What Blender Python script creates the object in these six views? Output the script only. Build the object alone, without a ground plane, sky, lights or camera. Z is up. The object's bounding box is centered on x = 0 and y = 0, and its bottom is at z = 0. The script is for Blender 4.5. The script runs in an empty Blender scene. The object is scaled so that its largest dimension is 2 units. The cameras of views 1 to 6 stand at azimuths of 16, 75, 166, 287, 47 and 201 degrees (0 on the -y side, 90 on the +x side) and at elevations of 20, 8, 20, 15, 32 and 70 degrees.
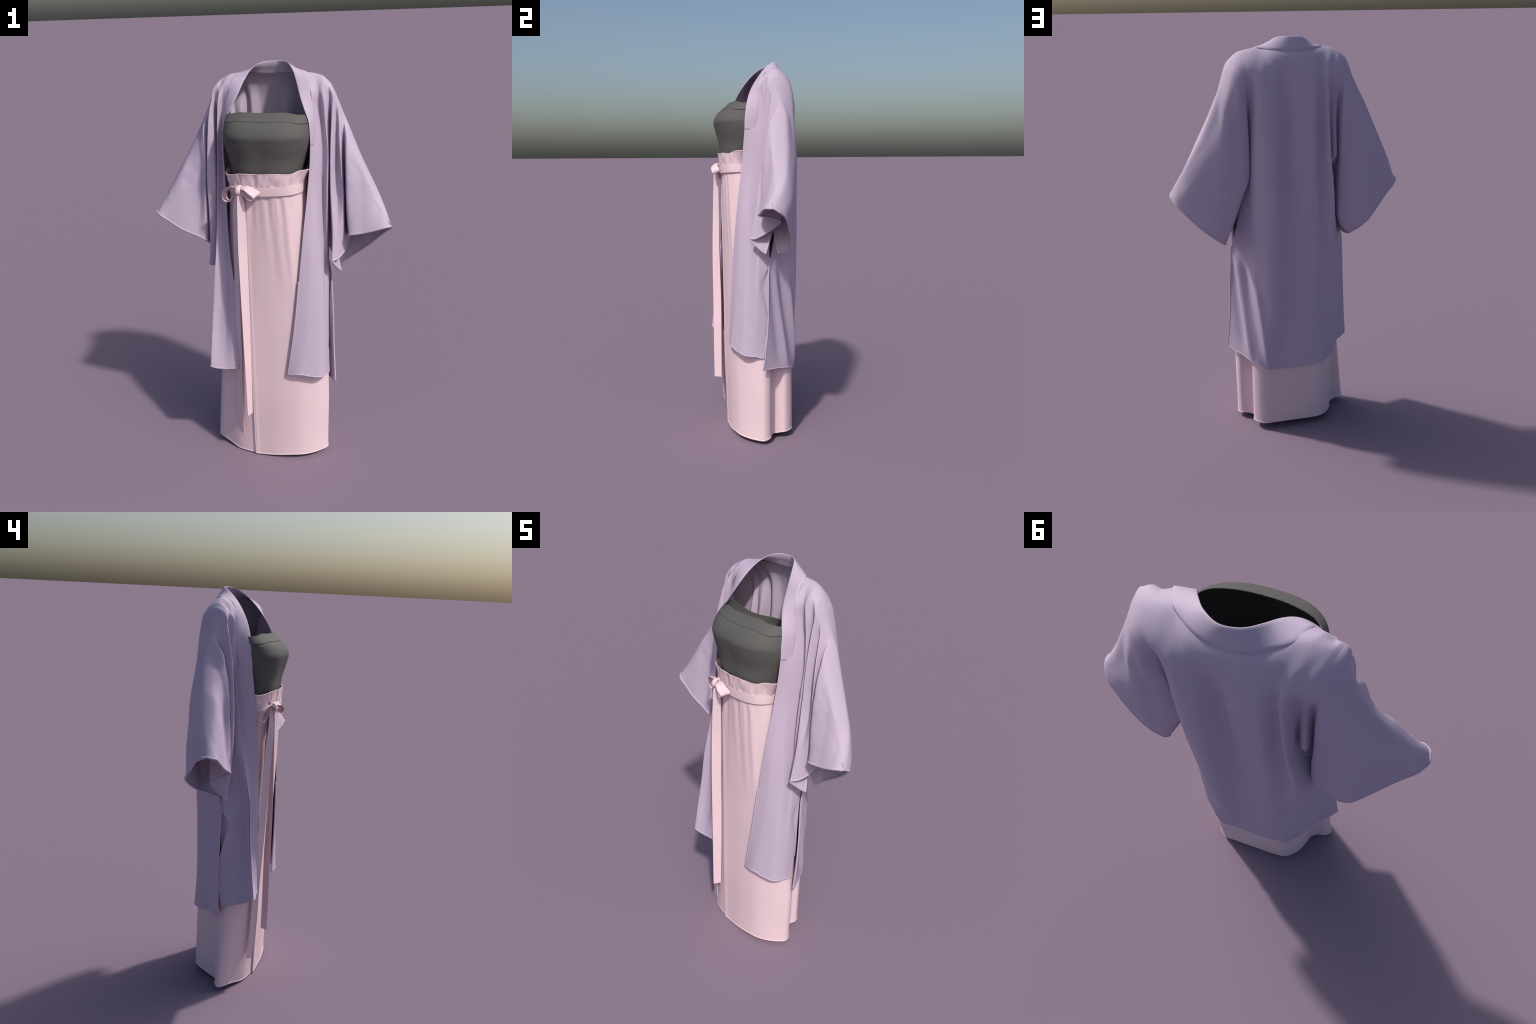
"""Three-piece wrap outfit on an unseen wearer: an open lilac kimono jacket, a
charcoal strapless bodice and a pale pink tied wrap skirt.  Every cloth is lofted
from a few hanging fold lines (columns) or horizontal sections, then thickened."""
import bpy, math, random
import numpy as np
from mathutils import Vector, noise

random.seed(7)
V = lambda *a: np.array(a, float)

# ---------------------------------------------------------------- interpolation
def hermite(pts, knots, at, soft=1.0):
    """Smooth curve through pts (n,d) at increasing knots, sampled at `at`."""
    p = np.asarray(pts, float); k = np.asarray(knots, float)
    n = len(p)
    if n == 1:
        return np.repeat(p, len(at), 0)
    h = np.diff(k); s = np.diff(p, axis=0) / h[:, None]
    m = np.zeros_like(p)
    if n == 2:
        m[:] = s[0]
    else:
        w = h[1:] / (h[:-1] + h[1:])
        m[1:-1] = s[:-1] * w[:, None] + s[1:] * (1 - w)[:, None]
        m[0] = 1.5 * s[0] - 0.5 * m[1]
        m[-1] = 1.5 * s[-1] - 0.5 * m[-2]
    m *= soft
    at = np.clip(np.asarray(at, float), k[0], k[-1])
    i = np.clip(np.searchsorted(k, at, 'right') - 1, 0, n - 2)
    t = ((at - k[i]) / h[i])[:, None]; hh = h[i][:, None]
    return ((2*t**3 - 3*t**2 + 1) * p[i] + (t**3 - 2*t**2 + t) * hh * m[i]
            + (3*t**2 - 2*t**3) * p[i+1] + (t**3 - t**2) * hh * m[i+1])

def chord(p, power=1.0):
    d = np.linalg.norm(np.diff(np.asarray(p, float), axis=0), axis=1) ** power
    return np.r_[0, np.cumsum(np.maximum(d, 1e-5))]

def smooth(e0, e1, x):
    t = np.clip((np.asarray(x, float) - e0) / (e1 - e0), 0, 1)
    return t * t * (3 - 2 * t)

def curve_pts(pts, n):
    k = chord(pts)
    return hermite(pts, k, np.linspace(0, k[-1], n))

# ---------------------------------------------------------------- materials
def cloth(name, rgb, rough=0.8, weave=900.0, bump=0.05, mottling=0.03, sheen=0.1):
    m = bpy.data.materials.new(name); m.use_nodes = True
    nt = m.node_tree; b = nt.nodes["Principled BSDF"]
    tc = nt.nodes.new("ShaderNodeTexCoord")
    n1 = nt.nodes.new("ShaderNodeTexNoise"); n1.inputs["Scale"].default_value = 9
    n1.inputs["Detail"].default_value = 3
    mix = nt.nodes.new("ShaderNodeMix"); mix.data_type = 'RGBA'
    c = np.array(rgb)
    mix.inputs[6].default_value = (*(c * (1 - mottling)), 1)
    mix.inputs[7].default_value = (*np.minimum(c * (1 + mottling), 1), 1)
    nt.links.new(tc.outputs["Object"], n1.inputs["Vector"])
    nt.links.new(n1.outputs["Fac"], mix.inputs[0])
    nt.links.new(mix.outputs[2], b.inputs["Base Color"])
    n2 = nt.nodes.new("ShaderNodeTexNoise"); n2.inputs["Scale"].default_value = weave
    n2.inputs["Detail"].default_value = 2
    bp = nt.nodes.new("ShaderNodeBump"); bp.inputs["Strength"].default_value = bump
    bp.inputs["Distance"].default_value = 0.001
    nt.links.new(tc.outputs["Object"], n2.inputs["Vector"])
    nt.links.new(n2.outputs["Fac"], bp.inputs["Height"])
    nt.links.new(bp.outputs["Normal"], b.inputs["Normal"])
    b.inputs["Roughness"].default_value = rough
    b.inputs["Specular IOR Level"].default_value = 0.25
    b.inputs["Sheen Weight"].default_value = sheen
    b.inputs["Sheen Roughness"].default_value = 0.5
    return m

LILAC = cloth("lilac_crepe", (0.472, 0.394, 0.508), sheen=0.0)
PINK = cloth("blush_cotton", (0.715, 0.545, 0.59), sheen=0.0)
GREY = cloth("charcoal_jersey", (0.098, 0.0965, 0.093), rough=0.75, sheen=0.0)

# ---------------------------------------------------------------- object helpers
ROOT = bpy.data.objects.new("kimono_outfit", None)
ROOT.empty_display_size = 0.2
bpy.context.scene.collection.objects.link(ROOT)
ROOT["label"] = "open lilac kimono jacket over charcoal strapless top and pink tied wrap skirt"
ROOT["category"] = "clothing"

def add_object(name, verts, faces, mat, parent, normals=None):
    me = bpy.data.meshes.new(name)
    me.from_pydata([tuple(v) for v in verts], [], [tuple(int(i) for i in f) for f in faces])
    me.materials.append(mat)
    me.polygons.foreach_set("use_smooth", [True] * len(me.polygons))
    me.update()
    if normals is not None:
        me.normals_split_custom_set_from_vertices([tuple(n) for n in normals])
    ob = bpy.data.objects.new(name, me)
    bpy.context.scene.collection.objects.link(ob)
    ob.parent = parent
    return ob

class Cloth:
    """Collects lofted grids, welds them, thickens them, splits them by part."""
    def __init__(self):
        self.v = []; self.f = []; self.tag = []
    def grid(self, g, tag, flip=False, keep=None):
        """g: (rows, cols, 3)"""
        base = len(self.v); r, c = g.shape[:2]
        self.v.extend(g.reshape(-1, 3))
        for i in range(r - 1):
            for j in range(c - 1):
                if keep is not None and not keep(g[i:i+2, j:j+2].mean((0, 1))):
                    continue
                q = [base + i*c + j, base + i*c + j + 1, base + (i+1)*c + j + 1, base + (i+1)*c + j]
                self.f.append(q[::-1] if flip else q); self.tag.append(tag)
    def weld(self, eps=2e-5):
        v = np.array(self.v); key = {}; m = np.zeros(len(v), int); out = []
        for i, p in enumerate(v):
            k = tuple(np.round(p / eps).astype(int))
            if k not in key:
                key[k] = len(out); out.append(p)
            m[i] = key[k]
        self.v = np.array(out)
        f2, t2 = [], []
        for f, t in zip(self.f, self.tag):
            q = []
            for i in f:
                a = m[i]
                if a not in q: q.append(a)
            if len(q) > 2:
                f2.append(q); t2.append(t)
        self.f, self.tag = f2, t2
    def normals(self):
        n = np.zeros_like(self.v)
        for f in self.f:
            p = self.v[f]
            a = np.cross(p[2] - p[0], (p[3] if len(f) > 3 else p[1]) - p[1 if len(f) > 3 else 0])
            if len(f) == 3:
                a = np.cross(p[1] - p[0], p[2] - p[0])
            for i in f:
                n[i] += a
        return n / np.maximum(np.linalg.norm(n, axis=1, keepdims=True), 1e-12)
    def relax(self, tags_fixed=(), it=2, amount=0.3):
        nb = [set() for _ in self.v]; cnt = {}
        for f in self.f:
            for a, b in zip(f, f[1:] + f[:1]):
                nb[a].add(b); nb[b].add(a)
                cnt[(min(a, b), max(a, b))] = cnt.get((min(a, b), max(a, b)), 0) + 1
        edge = {i for e, c in cnt.items() if c == 1 for i in e}
        free = [i for i in range(len(self.v)) if i not in edge and nb[i]]
        lists = [list(nb[i]) for i in free]
        for _ in range(it):
            v = self.v.copy()
            for i, l in zip(free, lists):
                v[i] = self.v[i] * (1 - amount) + self.v[l].mean(0) * amount
            self.v = v
    def build(self, thick, specs, parent_of, bead=0.0):
        """specs: tag -> (name, material).  Outer layer, inner layer, rim."""
        N = self.normals(); n = len(self.v)
        cnt = {}
        for fi, f in enumerate(self.f):
            for a, b in zip(f, f[1:] + f[:1]):
                cnt.setdefault((min(a, b), max(a, b)), []).append((a, b, fi))
        rims = [e[0] for e in cnt.values() if len(e) == 1]
        allv = np.r_[self.v, self.v - N * thick]; alln = np.r_[N, -N]
        objs = {}
        for tag, (name, mat) in specs.items():
            faces = []
            for f, t in zip(self.f, self.tag):
                if t == tag:
                    faces.append(f); faces.append([i + n for i in f[::-1]])
            for a, b, fi in rims:
                if self.tag[fi] == tag:
                    faces.append([b, a, a + n, b + n])
            used = sorted({i for f in faces for i in f}); mp = {u: k for k, u in enumerate(used)}
            objs[tag] = add_object(name, allv[used], [[mp[i] for i in f] for f in faces], mat,
                                   parent_of(tag), alln[used])
        self.rims = [(a, b, self.tag[fi]) for a, b, fi in rims]
        self.N = N
        return objs
    def rim_chains(self, want):
        nxt = {}
        for a, b, t in self.rims:
            if want((self.v[a] + self.v[b]) / 2, t):
                nxt[a] = b
        starts = set(nxt) - set(nxt.values()); chains = []
        todo = dict(nxt)
        for s in list(starts) + list(nxt):
            if s not in todo: continue
            ch = [s]
            while ch[-1] in todo:
                ch.append(todo.pop(ch[-1]))
            if len(ch) > 3: chains.append(ch)
        return chains

def tube(path, normal, r, sides=8, flat=1.0):
    """Thin rounded cord along path, used for rolled hems."""
    p = np.asarray(path); t = np.gradient(p, axis=0)
    t /= np.maximum(np.linalg.norm(t, axis=1, keepdims=True), 1e-9)
    n = np.asarray(normal); n = n - (n * t).sum(1, keepdims=True) * t
    n /= np.maximum(np.linalg.norm(n, axis=1, keepdims=True), 1e-9)
    b = np.cross(t, n)
    vs, fs = [], []
    for i in range(len(p)):
        for k in range(sides):
            a = 2 * math.pi * k / sides
            vs.append(p[i] + n[i] * math.cos(a) * r * flat + b[i] * math.sin(a) * r)
    for i in range(len(p) - 1):
        for k in range(sides):
            k2 = (k + 1) % sides
            fs.append([i*sides + k, i*sides + k2, (i+1)*sides + k2, (i+1)*sides + k])
    fs.append(list(range(sides))[::-1]); fs.append([(len(p)-1)*sides + k for k in range(sides)])
    return vs, fs

def join(parts):
    vs, fs = [], []
    for v, f in parts:
        b = len(vs); vs.extend(v); fs.extend([[i + b for i in q] for q in f])
    return vs, fs

# ================================================================ JACKET (haori)
# A fold line starts on the shoulder ridge and falls in front (F) and behind (B).
# Each half is (upper run down to the level where sleeve and body part, lower run).
def fold(ridge, f_up, f_low, b_up=None, b_low=None):
    return dict(r=ridge, fu=f_up, fl=f_low, bu=b_up, bl=b_low)

RIGHT_BODY = [
 fold((.108,.062,1.966), [(.131,.016,1.921),(.162,-.038,1.848),(.185,-.059,1.799),(.207,-.075,1.746),(.216,-.085,1.647),(.207,-.102,1.45)],
      [(.191,-.119,1.284),(.18,-.13,1.156),(.164,-.143,.963),(.152,-.149,.825),(.136,-.154,.686),(.11,-.157,.513)]),
 fold((.132,.072,1.96), [(.158,.02,1.923),(.184,-.025,1.859),(.2,-.037,1.806),(.215,-.05,1.73),(.222,-.06,1.643),(.222,-.08,1.45)],
      [(.222,-.1,1.284),(.222,-.116,1.156),(.218,-.126,.963),(.21,-.134,.825),(.2,-.143,.686),(.17,-.162,.521)]),
 fold((.156,.082,1.953), [(.185,.026,1.924),(.205,-.012,1.87),(.213,-.012,1.813),(.225,-.02,1.714),(.231,-.032,1.64),(.236,-.05,1.45)],
      [(.250,-.074,1.25),(.266,-.078,1.08),(.27,-.096,.85),(.268,-.108,.68),(.258,-.124,.497)],
      [(.150,.13,1.925),(.148,.175,1.87),(.150,.191,1.78),(.152,.198,1.62),(.153,.204,1.44)],
      [(.155,.206,1.2),(.155,.204,.95),(.155,.199,.7),(.155,.194,.5),(.15,.184,.368)]),
 fold((.20,.084,1.947), [(.222,.035,1.92),(.234,.010,1.87),(.240,.022,1.81),(.250,.024,1.714),(.254,.018,1.64),(.258,.006,1.45)],
      [(.264,-.018,1.25),(.276,-.035,1.08),(.282,-.05,.9),(.286,-.068,.7),(.284,-.09,.49)],
      [(.186,.138,1.915),(.182,.172,1.855),(.182,.178,1.745),(.187,.180,1.616),(.196,.174,1.44)],
      [(.203,.166,1.28),(.2,.160,1.0),(.2,.158,.7),(.202,.160,.5),(.202,.164,.385)]),
 fold((.235,.082,1.938), [(.250,.028,1.917),(.251,.004,1.875),(.257,-.001,1.845),(.265,.001,1.768),(.273,.001,1.686),(.28,-.005,1.629),(.281,-.023,1.45)],
      [(.283,-.035,1.25),(.286,-.03,1.08),(.287,-.035,.9),(.291,-.042,.7),(.292,-.06,.487)],
      [(.212,.137,1.907),(.204,.165,1.855),(.199,.150,1.78),(.203,.132,1.66),(.212,.118,1.44)],
      [(.222,.112,1.25),(.229,.104,1.0),(.242,.100,.7),(.250,.103,.5),(.256,.104,.405)]),
 fold((.262,.078,1.92), [(.278,.022,1.892),(.284,.024,1.845),(.286,.048,1.77),(.289,.058,1.65),(.286,.058,1.45)],
      [(.285,.045,1.25),(.286,.022,1.05),(.288,.022,.962),(.285,-.022,.858),(.285,-.006,.77),(.287,.015,.668),(.29,.0,.56),(.296,-.014,.475)],
      [(.236,.134,1.896),(.222,.158,1.848),(.214,.138,1.78),(.213,.112,1.66),(.213,.085,1.44)],
      [(.240,.082,1.28),(.276,.05,1.1),(.304,.02,.958),(.310,.012,.81),(.315,.008,.66),(.324,-.008,.51),(.331,-.022,.425)]),
]
RIGHT_SLEEVE = [
 fold(None, None, [(.29,.055,1.25),(.347,-.014,1.028)], None, [(.25,.05,1.25),(.29,.05,1.12),(.342,.055,1.03)]),
 fold((.285,.07,1.897), [(.299,.016,1.868),(.301,.010,1.815),(.299,-.001,1.76),(.296,-.010,1.67),(.298,-.026,1.45)],
      [(.313,-.059,1.232),(.316,-.085,1.10)],
      [(.262,.130,1.880),(.247,.157,1.828),(.237,.153,1.755),(.223,.143,1.616),(.217,.136,1.44)],
      [(.220,.134,1.36),(.250,.130,1.28),(.290,.116,1.16),(.337,.092,1.034)]),
 fold((.304,.062,1.864), [(.315,.030,1.83),(.314,.032,1.75),(.318,.026,1.6),(.322,.008,1.45)],
      [(.335,-.046,1.25),(.34,-.062,1.107)],
      [(.284,.130,1.848),(.264,.160,1.78),(.253,.154,1.63),(.252,.150,1.44)], [(.27,.145,1.3),(.31,.128,1.15),(.350,.103,1.042)]),
 fold((.324,.06,1.815), [(.328,.026,1.765),(.331,.008,1.69),(.343,-.010,1.55),(.355,-.024,1.43)],
      [(.361,-.029,1.277),(.363,-.024,1.13)],
      [(.307,.135,1.77),(.292,.152,1.68),(.286,.152,1.55),(.289,.150,1.42)], [(.312,.144,1.25),(.368,.106,1.055)]),
 fold((.342,.07,1.768), [(.345,.044,1.72),(.350,.042,1.62),(.358,.055,1.43)], [(.366,.072,1.27),(.38,.055,1.192)],
      [(.332,.13,1.7),(.322,.150,1.6),(.322,.150,1.4)], [(.345,.140,1.22),(.395,.106,1.076)]),
 fold((.362,.082,1.72), [(.364,.018,1.69),(.366,-.004,1.642),(.369,-.026,1.55),(.376,-.042,1.38)], [(.384,-.046,1.26),(.390,-.055,1.226)],
      [(.353,.124,1.63),(.356,.144,1.52),(.362,.144,1.38)], [(.385,.132,1.22),(.432,.098,1.105)]),
 fold((.425,.072,1.577), [(.434,.006,1.55),(.442,-.012,1.48),(.448,-.020,1.42)], [(.452,-.046,1.3),(.456,-.066,1.242)],
      [(.426,.102,1.5),(.437,.112,1.4)], [(.455,.103,1.25),(.480,.078,1.148)]),
 fold((.51,.042,1.417), [(.511,-.004,1.39),(.513,-.026,1.345)], [(.512,-.071,1.260)], [(.513,.072,1.33)], [(.528,.052,1.199)]),
 fold((.555,.006,1.328), [(.556,-.040,1.305)], [(.546,-.067,1.271)], [(.556,.030,1.29)], [(.560,.028,1.232)]),
 fold((.580,-.034,1.272), [(.579,-.038,1.273)], [(.573,-.048,1.273)], [(.581,-.020,1.265)], [(.580,-.006,1.256)]),
]
LEFT_BODY = [
 fold((-.098,.062,1.968), [(-.104,.018,1.929),(-.12,-.011,1.89),(-.139,-.041,1.844),(-.163,-.062,1.794),(-.185,-.077,1.742),(-.192,-.084,1.69),(-.193,-.09,1.65),(-.185,-.11,1.47)],
      [(-.182,-.117,1.39),(-.176,-.13,1.247),(-.167,-.139,1.11),(-.156,-.141,1.011),(-.143,-.145,.818),(-.138,-.15,.658),(-.144,-.156,.517)]),
 fold((-.124,.074,1.96), [(-.131,.03,1.935),(-.147,-.002,1.9),(-.163,-.024,1.859),(-.177,-.036,1.821),(-.196,-.046,1.765),(-.203,-.056,1.69),(-.203,-.062,1.645),(-.197,-.088,1.46)],
      [(-.192,-.1,1.39),(-.188,-.112,1.25),(-.183,-.126,1.11),(-.178,-.134,1.011),(-.172,-.143,.818),(-.172,-.152,.658),(-.180,-.162,.516)]),
 fold((-.150,.086,1.953), [(-.157,.044,1.941),(-.173,.008,1.909),(-.186,-.007,1.874),(-.19,-.009,1.849),(-.207,-.01,1.798),(-.214,-.02,1.70),(-.214,-.032,1.64),(-.209,-.064,1.45)],
      [(-.204,-.092,1.25),(-.205,-.110,1.05),(-.205,-.121,.85),(-.21,-.137,.68),(-.22,-.169,.515)],
      [(-.145,.13,1.925),(-.125,.164,1.87),(-.120,.170,1.78),(-.122,.167,1.62),(-.126,.166,1.44)],
      [(-.140,.168,1.2),(-.142,.172,.95),(-.144,.172,.7),(-.141,.180,.5),(-.139,.188,.372)]),
 fold((-.19,.07,1.947), [(-.205,.025,1.92),(-.212,.004,1.875),(-.222,.008,1.80),(-.228,.006,1.70),(-.228,-.025,1.45)],
      [(-.228,-.070,1.25),(-.230,-.104,1.05),(-.238,-.121,.85),(-.247,-.140,.68),(-.256,-.178,.52)],
      [(-.172,.134,1.915),(-.150,.172,1.855),(-.147,.195,1.75),(-.152,.203,1.62),(-.164,.203,1.44)],
      [(-.181,.195,1.28),(-.188,.180,1.1),(-.192,.164,.9),(-.195,.156,.7),(-.195,.148,.5),(-.192,.142,.388)]),
 fold((-.225,.066,1.932), [(-.229,.03,1.905),(-.23,-.003,1.865),(-.236,-.014,1.812),(-.24,-.018,1.748),(-.243,-.027,1.64),(-.245,-.052,1.45)],
      [(-.247,-.082,1.25),(-.251,-.113,1.09),(-.256,-.129,1.005),(-.269,-.144,.818),(-.276,-.158,.704),(-.287,-.179,.527)],
      [(-.198,.132,1.903),(-.178,.163,1.85),(-.170,.150,1.77),(-.172,.132,1.63),(-.177,.118,1.44)],
      [(-.203,.116,1.25),(-.235,.09,1.05),(-.242,.075,.8),(-.245,.07,.6),(-.250,.066,.424)]),
 fold((-.24,.066,1.923), [(-.246,.022,1.895),(-.244,.015,1.84),(-.247,.02,1.76),(-.251,.026,1.64),(-.254,.01,1.45)],
      [(-.250,-.03,1.25),(-.238,-.06,1.08),(-.236,-.075,.95),(-.240,-.085,.8),(-.252,-.09,.65),(-.283,-.10,.49)],
      [(-.214,.132,1.897),(-.195,.162,1.848),(-.185,.150,1.77),(-.186,.143,1.63),(-.191,.146,1.444)],
      [(-.205,.085,1.36),(-.222,.070,1.22),(-.252,.055,1.05),(-.268,.04,.8),(-.276,.036,.6),(-.293,.028,.427)]),
 fold((-.252,.066,1.912), [(-.258,.018,1.883),(-.259,.026,1.83),(-.257,.052,1.75),(-.260,.062,1.64),(-.264,.06,1.45)],
      [(-.268,.03,1.25),(-.272,.01,1.05),(-.28,.012,.967),(-.285,-.036,.905),(-.285,-.028,.85),(-.286,-.006,.773),(-.29,.01,.664),(-.292,.0,.565),(-.292,-.018,.463)],
      [(-.228,.130,1.89),(-.212,.159,1.845),(-.203,.155,1.76),(-.203,.150,1.62),(-.206,.152,1.444)],
      [(-.222,.055,1.35),(-.248,.040,1.22),(-.275,.025,1.08),(-.29,.006,.968),(-.298,.006,.775),(-.304,.005,.66),(-.314,-.003,.52),(-.323,-.009,.424)]),
]
LEFT_SLEEVE = [
 fold(None, None, [(-.262,.05,1.25),(-.288,-.018,1.026)], None, [(-.205,.12,1.37),(-.22,.07,1.2),(-.285,.03,1.03)]),
 fold((-.268,.068,1.897), [(-.272,.018,1.866),(-.268,.006,1.805),(-.266,-.008,1.70),(-.263,-.020,1.60),(-.259,-.033,1.43)],
      [(-.263,-.034,1.289),(-.275,-.028,1.13),(-.29,-.022,1.022)],
      [(-.244,.130,1.872),(-.228,.152,1.82),(-.218,.132,1.73),(-.216,.112,1.61),(-.217,.100,1.45)], [(-.217,.085,1.3),(-.225,.075,1.15),(-.28,.075,1.038)]),
 fold((-.283,.07,1.868), [(-.279,.033,1.845),(-.279,.011,1.82),(-.285,-.009,1.755),(-.289,-.024,1.674),(-.297,-.043,1.45)],
      [(-.296,-.044,1.297),(-.302,-.037,1.137),(-.311,-.03,1.027)],
      [(-.258,.132,1.85),(-.241,.156,1.785),(-.230,.152,1.67),(-.226,.144,1.45)], [(-.222,.136,1.25),(-.238,.128,1.1),(-.285,.122,1.047)]),
 fold((-.305,.076,1.81), [(-.303,.046,1.76),(-.302,.042,1.65),(-.305,.046,1.42)], [(-.31,.06,1.25),(-.32,.052,1.1)],
      [(-.288,.134,1.76),(-.27,.152,1.65),(-.262,.156,1.5),(-.26,.155,1.42)], [(-.268,.155,1.22),(-.335,.153,1.086)]),
 fold((-.326,.082,1.765), [(-.323,.033,1.735),(-.321,.010,1.705),(-.316,-.003,1.65),(-.311,-.016,1.6),(-.312,-.031,1.43)], [(-.314,-.040,1.29),(-.319,-.048,1.16)],
      [(-.318,.126,1.7),(-.312,.148,1.6),(-.312,.156,1.4)], [(-.325,.162,1.22),(-.375,.157,1.12)]),
 fold((-.36,.082,1.7), [(-.352,.034,1.66),(-.345,.004,1.58),(-.345,-.014,1.42)], [(-.352,-.03,1.28),(-.367,-.052,1.182)],
      [(-.365,.124,1.6),(-.36,.146,1.5),(-.362,.152,1.38)], [(-.378,.154,1.24),(-.42,.130,1.157)]),
 fold((-.43,.068,1.565), [(-.433,.002,1.51),(-.434,-.028,1.42)], [(-.433,-.046,1.3),(-.44,-.058,1.213)],
      [(-.43,.100,1.48),(-.435,.112,1.38)], [(-.45,.105,1.26),(-.468,.095,1.195)]),
 fold((-.51,.036,1.415), [(-.508,-.014,1.39),(-.508,-.042,1.34)], [(-.510,-.059,1.257)], [(-.513,.068,1.34)], [(-.520,.060,1.235)]),
 fold((-.554,.0,1.328), [(-.554,-.042,1.305)], [(-.545,-.060,1.278)], [(-.555,.032,1.30)], [(-.556,.037,1.259)]),
 fold((-.575,-.026,1.291), [(-.574,-.035,1.289)], [(-.564,-.048,1.285)], [(-.580,-.008,1.287)], [(-.578,.008,1.279)]),
]
for body, sl in ((RIGHT_BODY, RIGHT_SLEEVE), (LEFT_BODY, LEFT_SLEEVE)):
    s = body[-1]
    sl[0].update(r=s["r"], fu=s["fu"], bu=s["bu"])

NU, NL_BODY, NL_SLEEVE, SUB = 40, 70, 30, 8

def column(fo, side, n_low):
    """Rows of one fold line, ridge first; also smooth over the ridge."""
    up, low = (fo["fu"], fo["fl"]) if side == 'f' else (fo["bu"], fo["bl"])
    other = fo["bu"] if side == 'f' else fo["fu"]
    lead = list(other[::-1])[-2:] if other else []
    pts = lead + [fo["r"]] + list(up) + list(low)
    k = chord(pts, 0.8)
    a, b, c = len(lead), len(lead) + len(up), len(pts) - 1
    at = np.r_[np.linspace(k[a], k[b], NU + 1), np.linspace(k[b], k[c], n_low + 1)[1:]]
    return hermite(pts, k, at)

def loft(columns, sub=SUB, soft=1.0):
    """columns: list of (rows,3) -> grid (rows, cols, 3); one shared set of knots."""
    c = np.array(columns)
    d = np.linalg.norm(np.diff(c, axis=0), axis=2)
    k = np.r_[0, np.cumsum(np.mean(d, 1) ** 0.6)]
    at = np.concatenate([np.linspace(k[i], k[i+1], sub + 1)[(0 if i == 0 else 1):] for i in range(len(k) - 1)])
    flat = hermite(c.reshape(len(c), -1), k, at, soft)
    return flat.reshape(len(at), -1, 3).transpose(1, 0, 2)

jacket = Cloth()
grids = {}
def half(body, sleeve, side):
    mir = side == 'l'
    fb = loft([column(f, 'f', NL_BODY) for f in body], soft=.65)
    bb_cols = [column(f, 'b', NL_BODY) for f in body if f['bu']]
    fs = loft([column(f, 'f', NL_SLEEVE) for f in sleeve], soft=.65)
    bs = loft([column(f, 'b', NL_SLEEVE) for f in sleeve], soft=.7)
    # ridge rows and the shared upper column must coincide exactly
    bs[0] = fs[0]
    fs[:NU+1, 0] = fb[:NU+1, -1]
    return fb, bb_cols, fs, bs

fbR, bbR, fsR, bsR = half(RIGHT_BODY, RIGHT_SLEEVE, 'r')
fbL, bbL, fsL, bsL = half(LEFT_BODY, LEFT_SLEEVE, 'l')

# back panel between the neck ends: columns hang from the neck seam
def back_col(top, up, low):
    return column(fold(top, None, None, up, low), 'b', NL_BODY)
mid = [
 back_col((.119,.116,1.948), [(.115,.145,1.925),(.105,.176,1.87),(.106,.187,1.78),(.107,.198,1.62),(.108,.208,1.44)],
          [(.110,.214,1.2),(.110,.212,.95),(.108,.206,.7),(.1,.189,.5),(.1,.187,.364)]),
 back_col((.068,.142,1.946), [(.066,.160,1.92),(.06,.176,1.87),(.050,.164,1.78),(.048,.159,1.62),(.048,.164,1.44)],
          [(.046,.170,1.2),(.048,.182,.95),(.050,.184,.7),(.06,.182,.5),(.06,.187,.362)]),
 back_col((.016,.15,1.943), [(.014,.166,1.92),(.012,.179,1.87),(.01,.184,1.78),(.01,.185,1.62),(.01,.183,1.44)],
          [(.01,.181,1.2),(.008,.182,.95),(.005,.184,.7),(.003,.187,.5),(.0,.189,.362)]),
 back_col((-.047,.145,1.944), [(-.046,.165,1.92),(-.042,.184,1.87),(-.04,.195,1.78),(-.04,.199,1.62),(-.04,.198,1.44)],
          [(-.045,.197,1.2),(-.05,.196,.95),(-.052,.195,.7),(-.055,.193,.5),(-.058,.19,.364)]),
 back_col((-.098,.12,1.948), [(-.096,.148,1.925),(-.085,.18,1.87),(-.082,.194,1.78),(-.083,.2,1.62),(-.085,.2,1.44)],
          [(-.095,.198,1.2),(-.1,.197,.95),(-.102,.194,.7),(-.105,.19,.5),(-.105,.187,.367)]),
]
bb = loft(bbR[::-1] + mid + bbL, soft=.8)
nR = SUB * (len(bbR) - 1); nL = SUB * (len(bbL) - 1)
# weld shoulder ridges and the arm seam columns
bb[0, :nR+1] = fbR[0, 2*SUB:][::-1]
bb[0, -(nL+1):] = fbL[0, 2*SUB:]
bsR[:NU+1, 0] = bb[:NU+1, 0]
bsL[:NU+1, 0] = bb[:NU+1, -1]
fsR[0, 0] = bsR[0, 0] = fbR[0, -1]; fsL[0, 0] = bsL[0, 0] = fbL[0, -1]
fsR[0], fsL[0] = bsR[0], bsL[0]

# small hand-sewn irregularity so the folds are not perfectly clean
def wrinkle(g, amp, lo):
    for i in range(g.shape[0]):
        for j in range(g.shape[1]):
            p = g[i, j]
            w = smooth(lo, lo - .12, p[2])
            if w > 0:
                d = (noise.noise(Vector((p[0]*22, p[1]*22, p[2]*9))) + .7 * noise.noise(Vector((p[0]*40, p[1]*40, p[2]*32)))) * amp * w
                p[1] += d
for g in (fbR, fbL, fsR, fsL):
    wrinkle(g[1:NU-1, 1:-1], .003, 1.86)

BUST = 1.645
lap = 2 * SUB
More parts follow.
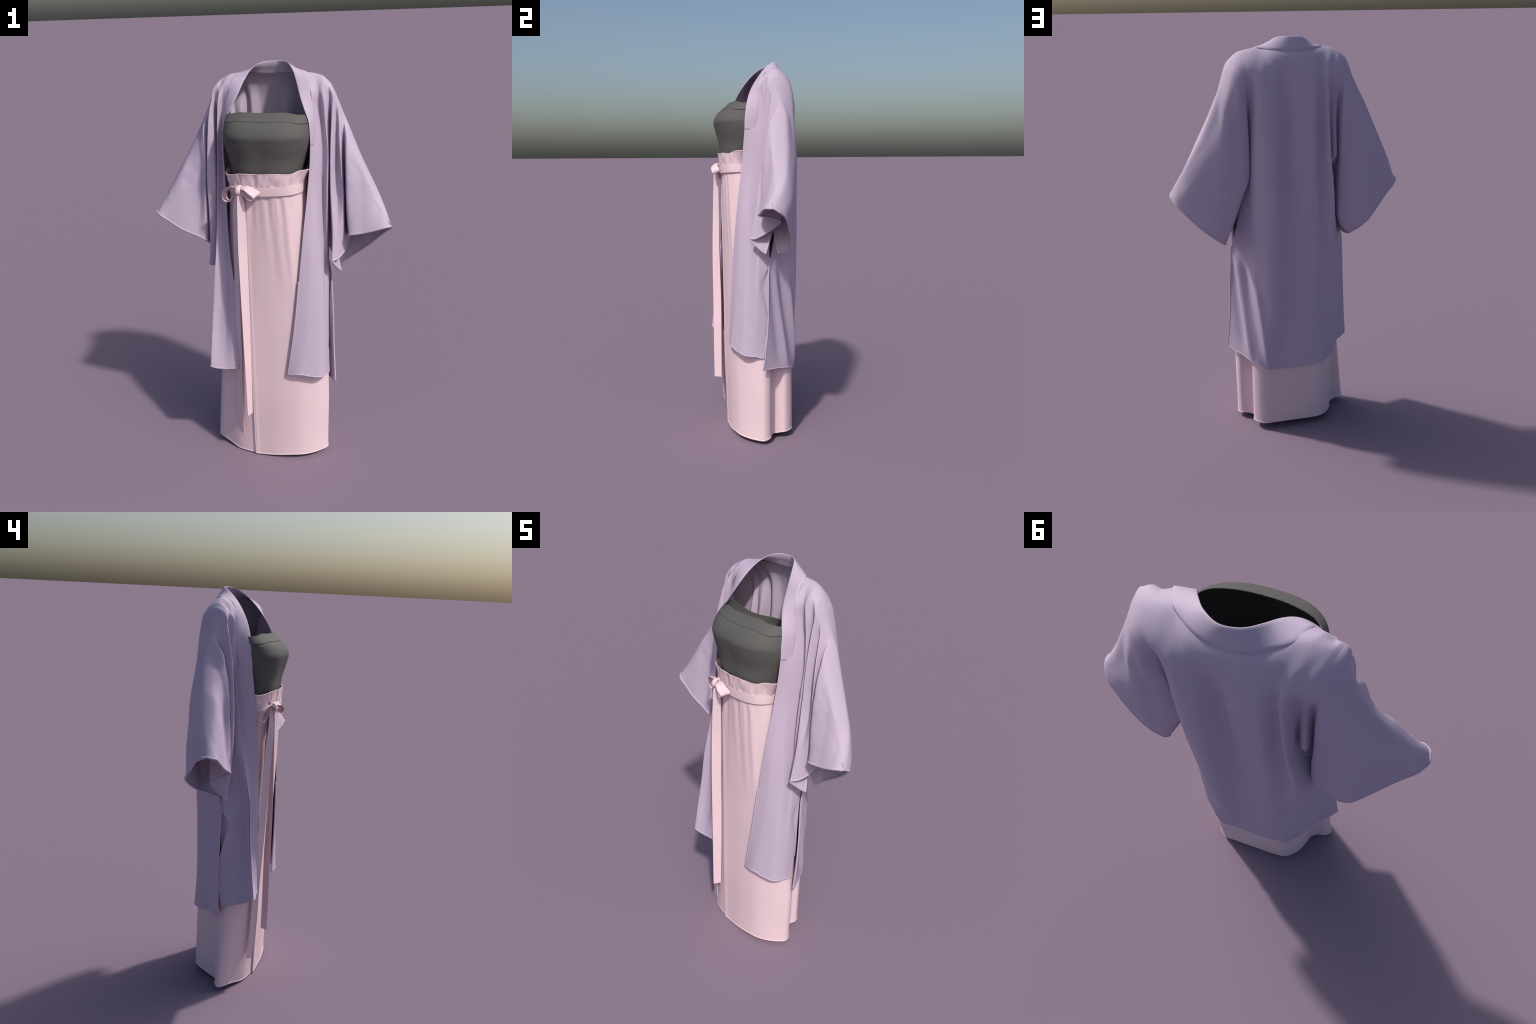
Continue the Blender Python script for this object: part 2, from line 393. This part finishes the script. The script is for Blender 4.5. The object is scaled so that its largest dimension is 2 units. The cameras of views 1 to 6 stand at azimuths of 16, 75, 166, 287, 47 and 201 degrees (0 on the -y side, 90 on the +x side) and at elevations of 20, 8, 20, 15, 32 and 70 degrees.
# drop the cloth hidden by the collar band above the bust seam
def front_grid(fb, tag, flip):
    full = fb
    jacket.grid(full[:, lap:], tag, flip)
    rows = [i for i in range(full.shape[0]) if full[i, :lap+1, 2].mean() < BUST + .02]
    jacket.grid(full[rows[0]:, :lap+1], tag, flip)
# soft diagonal creases where the cloth catches on the right hip, and flutes at the left
def ridge(g, line, amp, width, z_hi, z_lo, direction):
    (xa, za), (xb, zb) = line
    d = V(*direction); d /= np.linalg.norm(d)
    x, z = g[..., 0], g[..., 2]
    xc = xa + (xb - xa) * (z - za) / (zb - za)
    w = np.exp(-((x - xc) / width) ** 2) * smooth(z_hi, z_hi - .12, z) * smooth(z_lo - .1, z_lo + .08, z) * (g[..., 1] > -.03)
    g += (amp * w)[..., None] * d
ridge(bb, ((.275, .94), (.236, .45)), .012, .011, 1.00, .42, (1, .6, 0))
ridge(bb, ((.300, .90), (.270, .45)), -.008, .010, 1.00, .45, (1, .3, 0))
ridge(bb, ((.212, .86), (.160, .40)), .010, .012, .98, .36, (.4, 1, 0))
ridge(bb, ((.245, .90), (.200, .45)), -.006, .012, .98, .45, (.7, .7, 0))
ridge(bb, ((.172, .80), (.150, .62)), -.008, .016, .84, .68, (.3, 1, 0))
ridge(bb, ((-.215, .9), (-.225, .45)), .005, .012, 1.05, .36, (-.6, 1, 0))
def wavy(g, amp):
    w = smooth(.62, .42, g[..., 2])
    for i in range(g.shape[0]):
        for j in range(g.shape[1]):
            if w[i, j] > 0:
                p = g[i, j]
                g[i, j, 2] += w[i, j] * amp * noise.noise(Vector((p[0] * 45, p[1] * 45, 2)))
wavy(bb, .003); wavy(fbR, .006); wavy(fbL, .004)
jacket.grid(bb, 'back', True)
# the front panel turns back behind its slit edge as a narrow facing
def facing(fb, tag, flip, x_back):
    rows = [i for i in range(NU, fb.shape[0]) if .58 < fb[i, -1, 2] < .99]
    edge = fb[rows, -1]
    k = np.linspace(0, 1, len(rows))
    g = []
    for e, t in zip(edge, k):
        tgt = V(x_back, (.018 if x_back > 0 else .004) - .004 * t, e[2])
        w = np.linspace(0, 1, 6)[:, None]
        g.append(e * (1 - w) + tgt * w - V(math.copysign(.004, x_back), 0, 0) * np.sin(w * math.pi))
    jacket.grid(np.array(g), tag, flip)
facing(fbR, 'front_r', True, .284)
facing(fbL, 'front_l', False, -.272)
front_grid(fbR, 'front_r', True)
front_grid(fbL, 'front_l', False)
jacket.grid(fsR, 'sleeve_r', True); jacket.grid(bsR, 'sleeve_r', False)
jacket.grid(fsL, 'sleeve_l', False); jacket.grid(bsL, 'sleeve_l', True)
jacket.weld()
jacket.relax(it=1, amount=.3)

JACKET = bpy.data.objects.new("kimono_jacket", None)
bpy.context.scene.collection.objects.link(JACKET); JACKET.parent = ROOT
jacket.build(.004, {'front_r': ("front_panel", LILAC), 'front_l': ("front_panel", LILAC),
                    'back': ("back_panel", LILAC), 'sleeve_r': ("sleeve", LILAC), 'sleeve_l': ("sleeve", LILAC)},
             lambda t: JACKET)

# rolled hems along the free edges
parts = []
def hem_edges(p, t):
    if t.startswith('sleeve'):
        return p[2] < 1.30
    if t.startswith('front'):
        return p[2] < 1.0
    return p[2] < 1.0
for ch in jacket.rim_chains(hem_edges):
    P = jacket.v[ch] - jacket.N[ch] * .002
    big = abs(P[:, 0]).max() > .36 or P[:, 2].max() < .56
    parts.append(tube(P, jacket.N[ch], .0056 if abs(P[:, 0]).max() > .36 else .0040, 8))
v, f = join(parts)
hem = add_object("rolled_hem", v, f, LILAC, JACKET)
hem["kind"] = "stuff"

# ---- collar band: outer seam S, free edge E, from right bust over the neck to left bust
COLLAR = [  # (edge, seam)
 ((.216,-.085,1.645),(.229,-.026,1.638)), ((.214,-.084,1.69),(.227,-.022,1.685)), ((.207,-.076,1.746),(.224,-.014,1.735)),
 ((.185,-.061,1.799),(.217,-.008,1.80)), ((.162,-.038,1.848),(.208,-.006,1.865)), ((.131,.014,1.921),(.190,.022,1.926)),
 ((.108,.053,1.963),(.162,.082,1.955)), ((.073,.1,1.995),(.121,.121,1.948)), ((.028,.127,2.0),(.068,.147,1.945)),
 ((-.01,.126,1.9995),(.012,.155,1.942)), ((-.04,.115,1.998),(-.047,.150,1.943)), ((-.071,.085,1.986),(-.1,.124,1.948)),
 ((-.092,.048,1.960),(-.148,.087,1.953)), ((-.108,.014,1.925),(-.168,.028,1.932)), ((-.139,-.041,1.844),(-.193,-.004,1.848)),
 ((-.163,-.063,1.794),(-.209,-.006,1.798)), ((-.185,-.078,1.742),(-.215,-.012,1.735)), ((-.192,-.085,1.69),(-.214,-.022,1.685)),
 ((-.193,-.091,1.648),(-.213,-.028,1.638)),
]
E_ = curve_pts([c[0] for c in COLLAR], 150); S_ = curve_pts([c[1] for c in COLLAR], 150)
S_k = np.array([c[1] for c in COLLAR]); E_k = np.array([c[0] for c in COLLAR])
kk = chord((S_k + E_k) / 2)
at = np.linspace(0, kk[-1], 150)
E_ = hermite(E_k, kk, at); S_ = hermite(S_k, kk, at)
mid_ = (E_ + S_) / 2; tan = np.gradient(mid_, axis=0)
nrm = np.cross(tan, S_ - E_); nrm /= np.linalg.norm(nrm, axis=1, keepdims=True)
if nrm[75, 1] < 0: nrm = -nrm          # outward: backwards at the nape
rows = []
prof = [(-.09, -.005), (-.04, -.0012), (.01, .0010), (.15, .0016), (.5, .0020), (.85, .0016), (.97, .0010), (1.0, -.0005),
        (.97, -.0025), (.5, -.0020), (.15, -.0022), (-.04, -.0055)]
for u, h in prof:
    fade = .45 + .55 * smooth(0, .06, np.minimum(np.linspace(0, 1, 150), np.linspace(1, 0, 150)))   # lies flatter at the bust ends
    rows.append(S_ * (1 - u) + E_ * u + nrm * (h * (fade if h > 0 else 1))[..., None] if h > 0 else S_ * (1 - u) + E_ * u + nrm * h)
G = np.array(rows)           # (profile, stations, 3)
cl = Cloth(); cl.grid(np.concatenate([G, G[:1]], 0), 'c', False); cl.weld()
b0 = len(cl.v)
N = cl.normals()
vv, ff = list(cl.v), list(cl.f)
# is the winding outward?
if np.dot(N[3 * 150 + 75], nrm[75]) < 0:
    ff = [q[::-1] for q in ff]
np_ = len(prof)
for st in (0, 149):
    ff.append([p * 150 + st for p in range(np_)])
add_object("collar", vv, ff, LILAC, JACKET)

# ================================================================ BODICE
def ring(ctrl, n, closed=True):
    c = np.array(ctrl, float)
    if closed:
        m = len(c); e = np.r_[c[-3:], c, c[:3]]
        k = chord(e, .7); at = np.linspace(k[3], k[3 + m], n + 1)[:-1]
        return hermite(e, k, at)
    k = chord(c, .7)
    return hermite(c, k, np.linspace(k[0], k[-1], n))

# half sections, right front centre -> round the back -> left, at given heights
def body_section(z, xr, xl, yf, yb, ys, square, dip=0.0):
    """xr/xl half widths, yf front, yb back, ys depth of widest point, square = front flatness"""
    out = []
    for k in range(28):
        a = 2 * math.pi * k / 28
        cx, sy = math.sin(a), -math.cos(a)
        w = xr if cx > 0 else xl
        p = square if sy < 0 else 2.3
        x = w * math.copysign(abs(cx) ** (2 / p), cx)
        d = (ys - yf) if sy < 0 else (yb - ys)
        y = ys + d * math.copysign(abs(sy) ** (2 / p), sy)
        y += dip * math.exp(-(x / .055) ** 2) * (1 if sy < 0 else 0)
        out.append((x, y, z))
    return out
BOD = [ # z, xr, xl, yfront, yback, yside, squareness, centre dip
 (1.40, .160, .158, -.148, .115, -.02, 2.4, .0),
 (1.47, .166, .160, -.152, .115, -.02, 2.4, .0),
 (1.53, .175, .168, -.166, .150, -.02, 2.5, .004),
 (1.585, .191, .181, -.173, .150, -.025, 2.4, .004),
 (1.635, .205, .190, -.186, .150, -.03, 2.45, .006),
 (1.665, .211, .194, -.1925, .150, -.035, 2.5, .004),
 (1.69, .213, .196, -.1955, .150, -.035, 2.6, .002),
 (1.72, .210, .194, -.185, .150, -.035, 2.55, .0),
 (1.75, .205, .190, -.161, .150, -.03, 2.6, .0),
 (1.772, .199, .186, -.132, .150, -.02, 2.6, .0),
 (1.80, .187, .18, -.104, .150, -.01, 2.5, .0),
]
bz = np.array([b[0] for b in BOD])
secs = np.array([ring(body_section(*b), 160) for b in BOD])       # (lev, n, 3)
lev = np.linspace(1.40, 1.80, 300)
Bg = hermite(secs.reshape(len(BOD), -1), bz, lev).reshape(len(lev), 160, 3)
# top edge: high over the bust, dropping at the sides and back; remap heights per column
top = np.zeros(160)
for j in range(160):
    x, y = Bg[250, j, 0], Bg[250, j, 1]
    t_front = 1.791 + .002 * math.exp(-((abs(x) - .125) / .04) ** 2) - .013 * smooth(.1, .2, abs(x))
    f = smooth(.13, -.05, y)
    top[j] = t_front * f + 1.695 * (1 - f)
out = np.zeros((len(lev), 160, 3))
for j in range(160):
    zz = 1.40 + (top[j] - 1.40) * np.linspace(0, 1, len(lev))
    for a in range(3):
        out[:, j, a] = np.interp(zz, lev, Bg[:, j, a])
    out[:, j, 2] = zz
# facing band along the top stands slightly proud with a stitched seam under it
ctr = out.mean(1, keepdims=True)
rad = out - ctr; rad[:, :, 2] = 0; rad /= np.linalg.norm(rad, axis=2, keepdims=True)
depth_below = (out[-1:, :, 2] - out[:, :, 2])
band = smooth(.036, .0335, depth_below) * .0006 - np.exp(-((depth_below - .0360) / .0017) ** 2) * .0045
out += rad * band[:, :, None]
BODICE = bpy.data.objects.new("strapless_top", None)
bpy.context.scene.collection.objects.link(BODICE); BODICE.parent = ROOT
c = Cloth(); g = np.concatenate([out, out[:, :1]], 1)
split = len(lev) - 7
c.grid(g, 'b', False)
c.weld()
if (c.normals()[200] * (c.v[200] - V(0, -.03, c.v[200][2]))).sum() < 0:
    c.f = [q[::-1] for q in c.f]
c.tag = ['band' if np.mean([c.v[i][2] for i in q]) > 9 else 'b' for q in c.f]
c.build(.004, {'b': ("bodice_body", GREY)}, lambda t: BODICE)
chs = c.rim_chains(lambda p, t: p[2] > 1.6)
ps = []
for ch in chs:
    ps.append(tube(c.v[ch] - c.N[ch]*.002, c.N[ch], .0026, 8))
v, f = join(ps); add_object("bodice_edge", v, f, GREY, BODICE)

# ================================================================ SKIRT
# section = spiral: the front overlap edge, round the right side, back and left, to the underlap
HEM = [(-.076,-.132),(-.02,-.134),(.055,-.135),(.115,-.129),(.165,-.118),(.213,-.094),(.257,-.058),(.291,-.010),(.278,.024),
       (.244,.042),(.218,.062),(.218,.088),(.228,.120),(.187,.170),(.12,.176),(.06,.178),(0,.179),(-.07,.180),(-.130,.174),(-.182,.134),
       (-.207,.082),(-.222,.036),(-.252,.014),(-.288,.006),(-.312,-.018),(-.289,-.046),(-.237,-.074),(-.165,-.109),(-.11,-.122),(-.07,-.127),(-.03,-.129)]
WAIST = [(-.085,-.152),(-.03,-.157),(.04,-.158),(.09,-.152),(.13,-.137),(.158,-.108),(.172,-.07),(.176,-.03),(.172,.01),
       (.162,.045),(.148,.065),(.138,.08),(.122,.093),(.1,.103),(.07,.11),(.035,.114),(0,.115),(-.04,.113),(-.08,.106),(-.115,.092),
       (-.14,.072),(-.155,.045),(-.165,.015),(-.17,-.02),(-.170,-.06),(-.160,-.095),(-.14,-.122),(-.118,-.138),(-.1,-.144),(-.075,-.149),(-.04,-.151)]
HEM = np.array(HEM); WAIST = np.array(WAIST)
WAIST = np.c_[WAIST]
Z_TOP, Z_HEM = 1.47, 0.014
def sec(z):
    t = (Z_TOP - z) / (Z_TOP - Z_HEM)
    # falls straight from the hips behind and on the right, spreads slowly at the left
    slow, fast = t ** 0.95, 1 - (1 - t) ** 2.6
    q = (np.clip((HEM[:, 0] + .2) / .3, 0, 1) * .8 + np.clip(HEM[:, 1] / .1 + .3, 0, 1))[:, None]
    w = slow + (fast - slow) * np.clip(q, 0, 1)
    low = smooth(.45, .05, z)
    hem = HEM - V(0, .008) * (1 - low) * np.clip(-HEM[:, 1:] / .06, 0, 1) + V(.006, 0) * (1 - low) * np.clip((HEM[:, :1] - .2) / .06, 0, 1)
    # tucked in a little where the jacket hangs over it behind
    hem = hem - np.sign(HEM) * (V(.012, .012) * smooth(.36, .46, z) + V(.014, .016) * smooth(.45, .65, z)) * np.clip((HEM[:, 1:] - .05) / .06, 0, 1)
    return WAIST * (1 - w) + hem * w
NS = 360
zs = np.r_[np.linspace(1.475, 1.1, 60), np.linspace(1.09, .05, 70), np.linspace(.042, Z_HEM, 6)]
Sg = []
for z in zs:
    s = ring(sec(z), NS, closed=False)
    t = np.linspace(0, 1, NS)
    d = np.gradient(s, axis=0); nn = np.c_[d[:, 1], -d[:, 0]]; nn /= np.linalg.norm(nn, axis=1, keepdims=True)
    g = np.zeros(NS)
    # gathers under the belt
    for i in range(NS):
        x = s[i]
        g[i] += .0042 * noise.noise(Vector((t[i] * 52, z * 1.5, 3))) * smooth(1.2, 1.36, z) * smooth(1.425, 1.40, z)
        g[i] += .003 * noise.noise(Vector((t[i] * 24 + (1.4 - z) * .8, z * 1.2, 9))) * smooth(.85, 1.2, z) * smooth(1.425, 1.38, z)
    # long soft folds falling over the right thigh
    for t0, dt, a, z0, z1 in ((.070, .013, .003, 1.15, 1.33), (.112, .016, .005, 1.0, 1.22), (.150, .014, .0045, .92, 1.18)):
        g += a * np.exp(-((t - t0 - (1.45 - z) * .02) / dt) ** 2) * smooth(z0 - .1, z1, z)
    g += .0025 * np.exp(-((t - .006) / .006) ** 2) * smooth(1.4, 1.0, z)
    Sg.append(np.c_[s + nn * g[:, None], np.full(NS, z)])
Sg = np.array(Sg)
SKIRT = bpy.data.objects.new("wrap_skirt", None)
bpy.context.scene.collection.objects.link(SKIRT); SKIRT.parent = ROOT
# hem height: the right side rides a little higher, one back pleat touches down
hy = Sg[-1, :, 1]; hx = Sg[-1, :, 0]
hemlift = -.008 + .018 * smooth(-.06, .16, hx) * smooth(.09, .03, hy) + .032 * smooth(-.02, .13, hy) + .020 * smooth(-.16, -.28, hx) * smooth(.06, .0, hy)
low = smooth(.35, 0.0, Sg[:, :, 2])
Sg[:, :, 2] += hemlift[None] * low
c = Cloth(); c.grid(Sg, 's', False); c.weld()
i0 = 60 * NS // 2
if np.dot(c.normals()[70 * NS + 20], V(0, -1, 0)) < 0:
    c.f = [q[::-1] for q in c.f]
c.build(.004, {'s': ("skirt_body", PINK)}, lambda t: SKIRT)
ps = []
for ch in c.rim_chains(lambda p, t: p[2] < 1.3):
    ps.append(tube(c.v[ch] - c.N[ch]*.002, c.N[ch], .0042, 8))
v, f = join(ps); h = add_object("skirt_hem", v, f, PINK, SKIRT); h["kind"] = "stuff"

# ---- paper-bag frill above the belt
NF = 420
wa = WAIST[:-2]
base = ring(np.c_[wa, np.zeros(len(wa))], NF)[:, :2]
FR = []
for r in np.linspace(0, 1, 14):
    row = []
    for i in range(NF):
        p = base[i]; q = base[(i + 1) % NF] - base[i - 1]
        nn = V(q[1], -q[0]); nn /= np.linalg.norm(nn)
        t = i / NF
        x, y = p
        flare = .0065 + .008 * r
        # bigger flaring folds at the left hip and the right front corner
        flare += .013 * r ** 1.4 * math.exp(-((x + .150) ** 2 + (y + .09) ** 2) / .0014)
        flare += .024 * r ** 1.4 * math.exp(-((x - .165) ** 2 + (y + .085) ** 2) / .0010)
        wav = (noise.noise(Vector((t * 52, r * 1.2, 1))) * .008 * (1.1 - .7 * r) + noise.noise(Vector((t * 22, r, 5))) * .007 * r) * min(1, r * 5)
        p2 = p + nn * (flare + wav)
        z = 1.455 + .070 * r + .006 * r * noise.noise(Vector((t * 12, 2, 7)))
        if y < 0: z += .013 * r * smooth(.125, .165, x)
        z -= .014 * r * math.exp(-((x + .15) ** 2 + (y + .11) ** 2) / .002)
        row.append((*p2, z))
    FR.append(row)
FR = np.array(FR)
c = Cloth(); c.grid(np.concatenate([FR, FR[:, :1]], 1), 'f', False); c.weld()
if np.dot(c.normals()[5 * NF + 30], V(0, -1, 0)) < 0:
    c.f = [q[::-1] for q in c.f]
c.build(.003, {'f': ("waist_frill", PINK)}, lambda t: SKIRT)
ps = [tube(c.v[ch] - c.N[ch]*.0015, c.N[ch], .0022, 8) for ch in c.rim_chains(lambda p, t: p[2] > 1.5)]
v, f = join(ps); add_object("frill_edge", v, f, PINK, SKIRT)

# ---- ribbons: flat strips with real thickness
def strip(path, width_vec, n=60, thick=.0025, wsub=4, bow=0.0):
    """path: control points of the centre line; width_vec: matching full-width vectors."""
    k = chord(path); at = np.linspace(0, k[-1], n)
    P = hermite(path, k, at); W = hermite(width_vec, k, at)
    T = np.gradient(P, axis=0); Nn = np.cross(T, W)
    Nn /= np.maximum(np.linalg.norm(Nn, axis=1, keepdims=True), 1e-9)
    us = np.linspace(-.5, .5, wsub + 1)
    loop = [(u, .5) for u in us] + [(u, -.5) for u in us[::-1]]
    m = len(loop); vs, fs = [], []
    for i in range(n):
        for u, s in loop:
            vs.append(P[i] + W[i] * u + Nn[i] * (s * thick + bow * (1 - 4 * u * u)))
    for i in range(n - 1):
        for q in range(m):
            q2 = (q + 1) % m
            fs.append([i*m + q, i*m + q2, (i+1)*m + q2, (i+1)*m + q])
    fs.append(list(range(m))[::-1]); fs.append([(n-1)*m + q for q in range(m)])
    return vs, fs

def ribbon_object(name, vs, fs, parent=None):
    ob = add_object(name, vs, fs, PINK, parent or SKIRT)
    md = ob.modifiers.new("edge", 'EDGE_SPLIT'); md.split_angle = math.radians(50)
    return ob

# belt
bw = ring(np.c_[wa, np.zeros(len(wa))], 200)[:, :2]
P, W = [], []
bc = V(0, -.02)
belt_g = []
for h, o in ((-.0205, .0100), (-.0198, .0104), (-.007, .0106), (.007, .0106), (.0198, .0104), (.0205, .0100)):
    row = []
    for i in range(200):
        q = bw[(i + 1) % 200] - bw[i - 1]; nn = V(q[1], -q[0]); nn /= np.linalg.norm(nn)
        p = bw[i] + nn * o
        row.append((*p, 1.443 + .05 * max(0, p[0]) + .06 * max(0, -p[0] - .1) + h))
    belt_g.append(row)
belt_g = np.array(belt_g)
c = Cloth(); c.grid(np.concatenate([belt_g, belt_g[:, :1]], 1), 'b', False); c.weld()
if np.dot(c.normals()[2 * 200 + 15], V(0, -1, 0)) < 0:
    c.f = [q[::-1] for q in c.f]
c.build(.006, {'b': ("belt", PINK)}, lambda t: SKIRT)

# tie ends
KN = V(-.102, -.176, 1.452)
v, f = strip([(-.099,-.178,1.450),(-.094,-.178,1.41),(-.091,-.180,1.3),(-.091,-.181,1.2),(-.089,-.184,1.0),(-.088,-.182,.71),(-.085,-.184,.415),(-.0845,-.1845,.273)],
             [(.014,.010,0),(.026,.016,0),(.034,.022,0),(.036,.026,0),(.032,.032,0),(.024,.039,0),(.018,.038,0),(.015,.037,-.002)], n=80)
ribbon_object("tie_end", v, f)
v, f = strip([(-.105,-.172,1.446),(-.116,-.176,1.39),(-.124,-.172,1.25),(-.13,-.164,1.0),(-.137,-.154,.7),(-.145,-.146,.45),(-.150,-.140,.25),(-.150,-.131,.124)],
             [(-.018,.01,0),(-.024,.018,0),(-.028,.026,0),(-.03,.026,0),(-.032,.024,0),(-.034,.022,0),(-.034,.02,0),(-.034,.02,.01)], n=70)
ribbon_object("tie_end", v, f)

# bow loops: out from the knot, round the tip and back; gathered at the knot, open at the tip
v, f = strip([(-.094,-.178,1.461),(-.062,-.196,1.466),(-.032,-.203,1.452),(-.011,-.199,1.434),(-.016,-.197,1.424),(-.036,-.196,1.421),(-.062,-.190,1.430),(-.094,-.176,1.449)],
             [(-.002,-.012,-.010),(-.014,-.026,-.014),(-.022,-.032,-.018),(-.027,-.034,-.017),(-.027,-.034,-.017),(-.022,-.030,-.015),(-.014,-.022,-.010),(-.002,-.010,-.008)], n=60, thick=.002, bow=.0015)
ribbon_object("bow_loop", [p + V(0, .007, 0) for p in v], f)
v, f = strip([(-.108,-.174,1.462),(-.130,-.174,1.464),(-.160,-.158,1.452),(-.183,-.142,1.420),(-.182,-.138,1.398),(-.162,-.146,1.386),(-.136,-.160,1.408),(-.108,-.172,1.450)],
             [(-.004,-.012,.004),(-.010,-.022,.008),(-.014,-.030,.006),(-.014,-.032,.002),(-.014,-.032,.0),(-.014,-.030,.004),(-.010,-.022,.006),(-.004,-.010,.004)], n=60, thick=.002, bow=.0015)
ribbon_object("bow_loop", [p + V(0, .007, 0) for p in v], f)
# inner fold of the tucked ribbon showing inside the right loop
v, f = strip([(-.090,-.184,1.456),(-.062,-.197,1.452),(-.034,-.203,1.440),(-.018,-.203,1.432)],
             [(-.002,-.008,-.006),(-.010,-.018,-.010),(-.016,-.026,-.012),(-.018,-.028,-.012)], n=30, thick=.002)
ribbon_object("bow_fold", [p + V(0, .007, 0) for p in v], f)
# knot: wrapped band
v, f = strip([(-.100,-.168,1.468),(-.100,-.186,1.467),(-.100,-.195,1.455),(-.101,-.193,1.440),(-.102,-.182,1.433),(-.102,-.168,1.434)],
             [(.020,.006,.004)]*6, n=24, thick=.006, bow=.003)
ribbon_object("bow_knot", [p + V(0, .006, 0) for p in v], f)
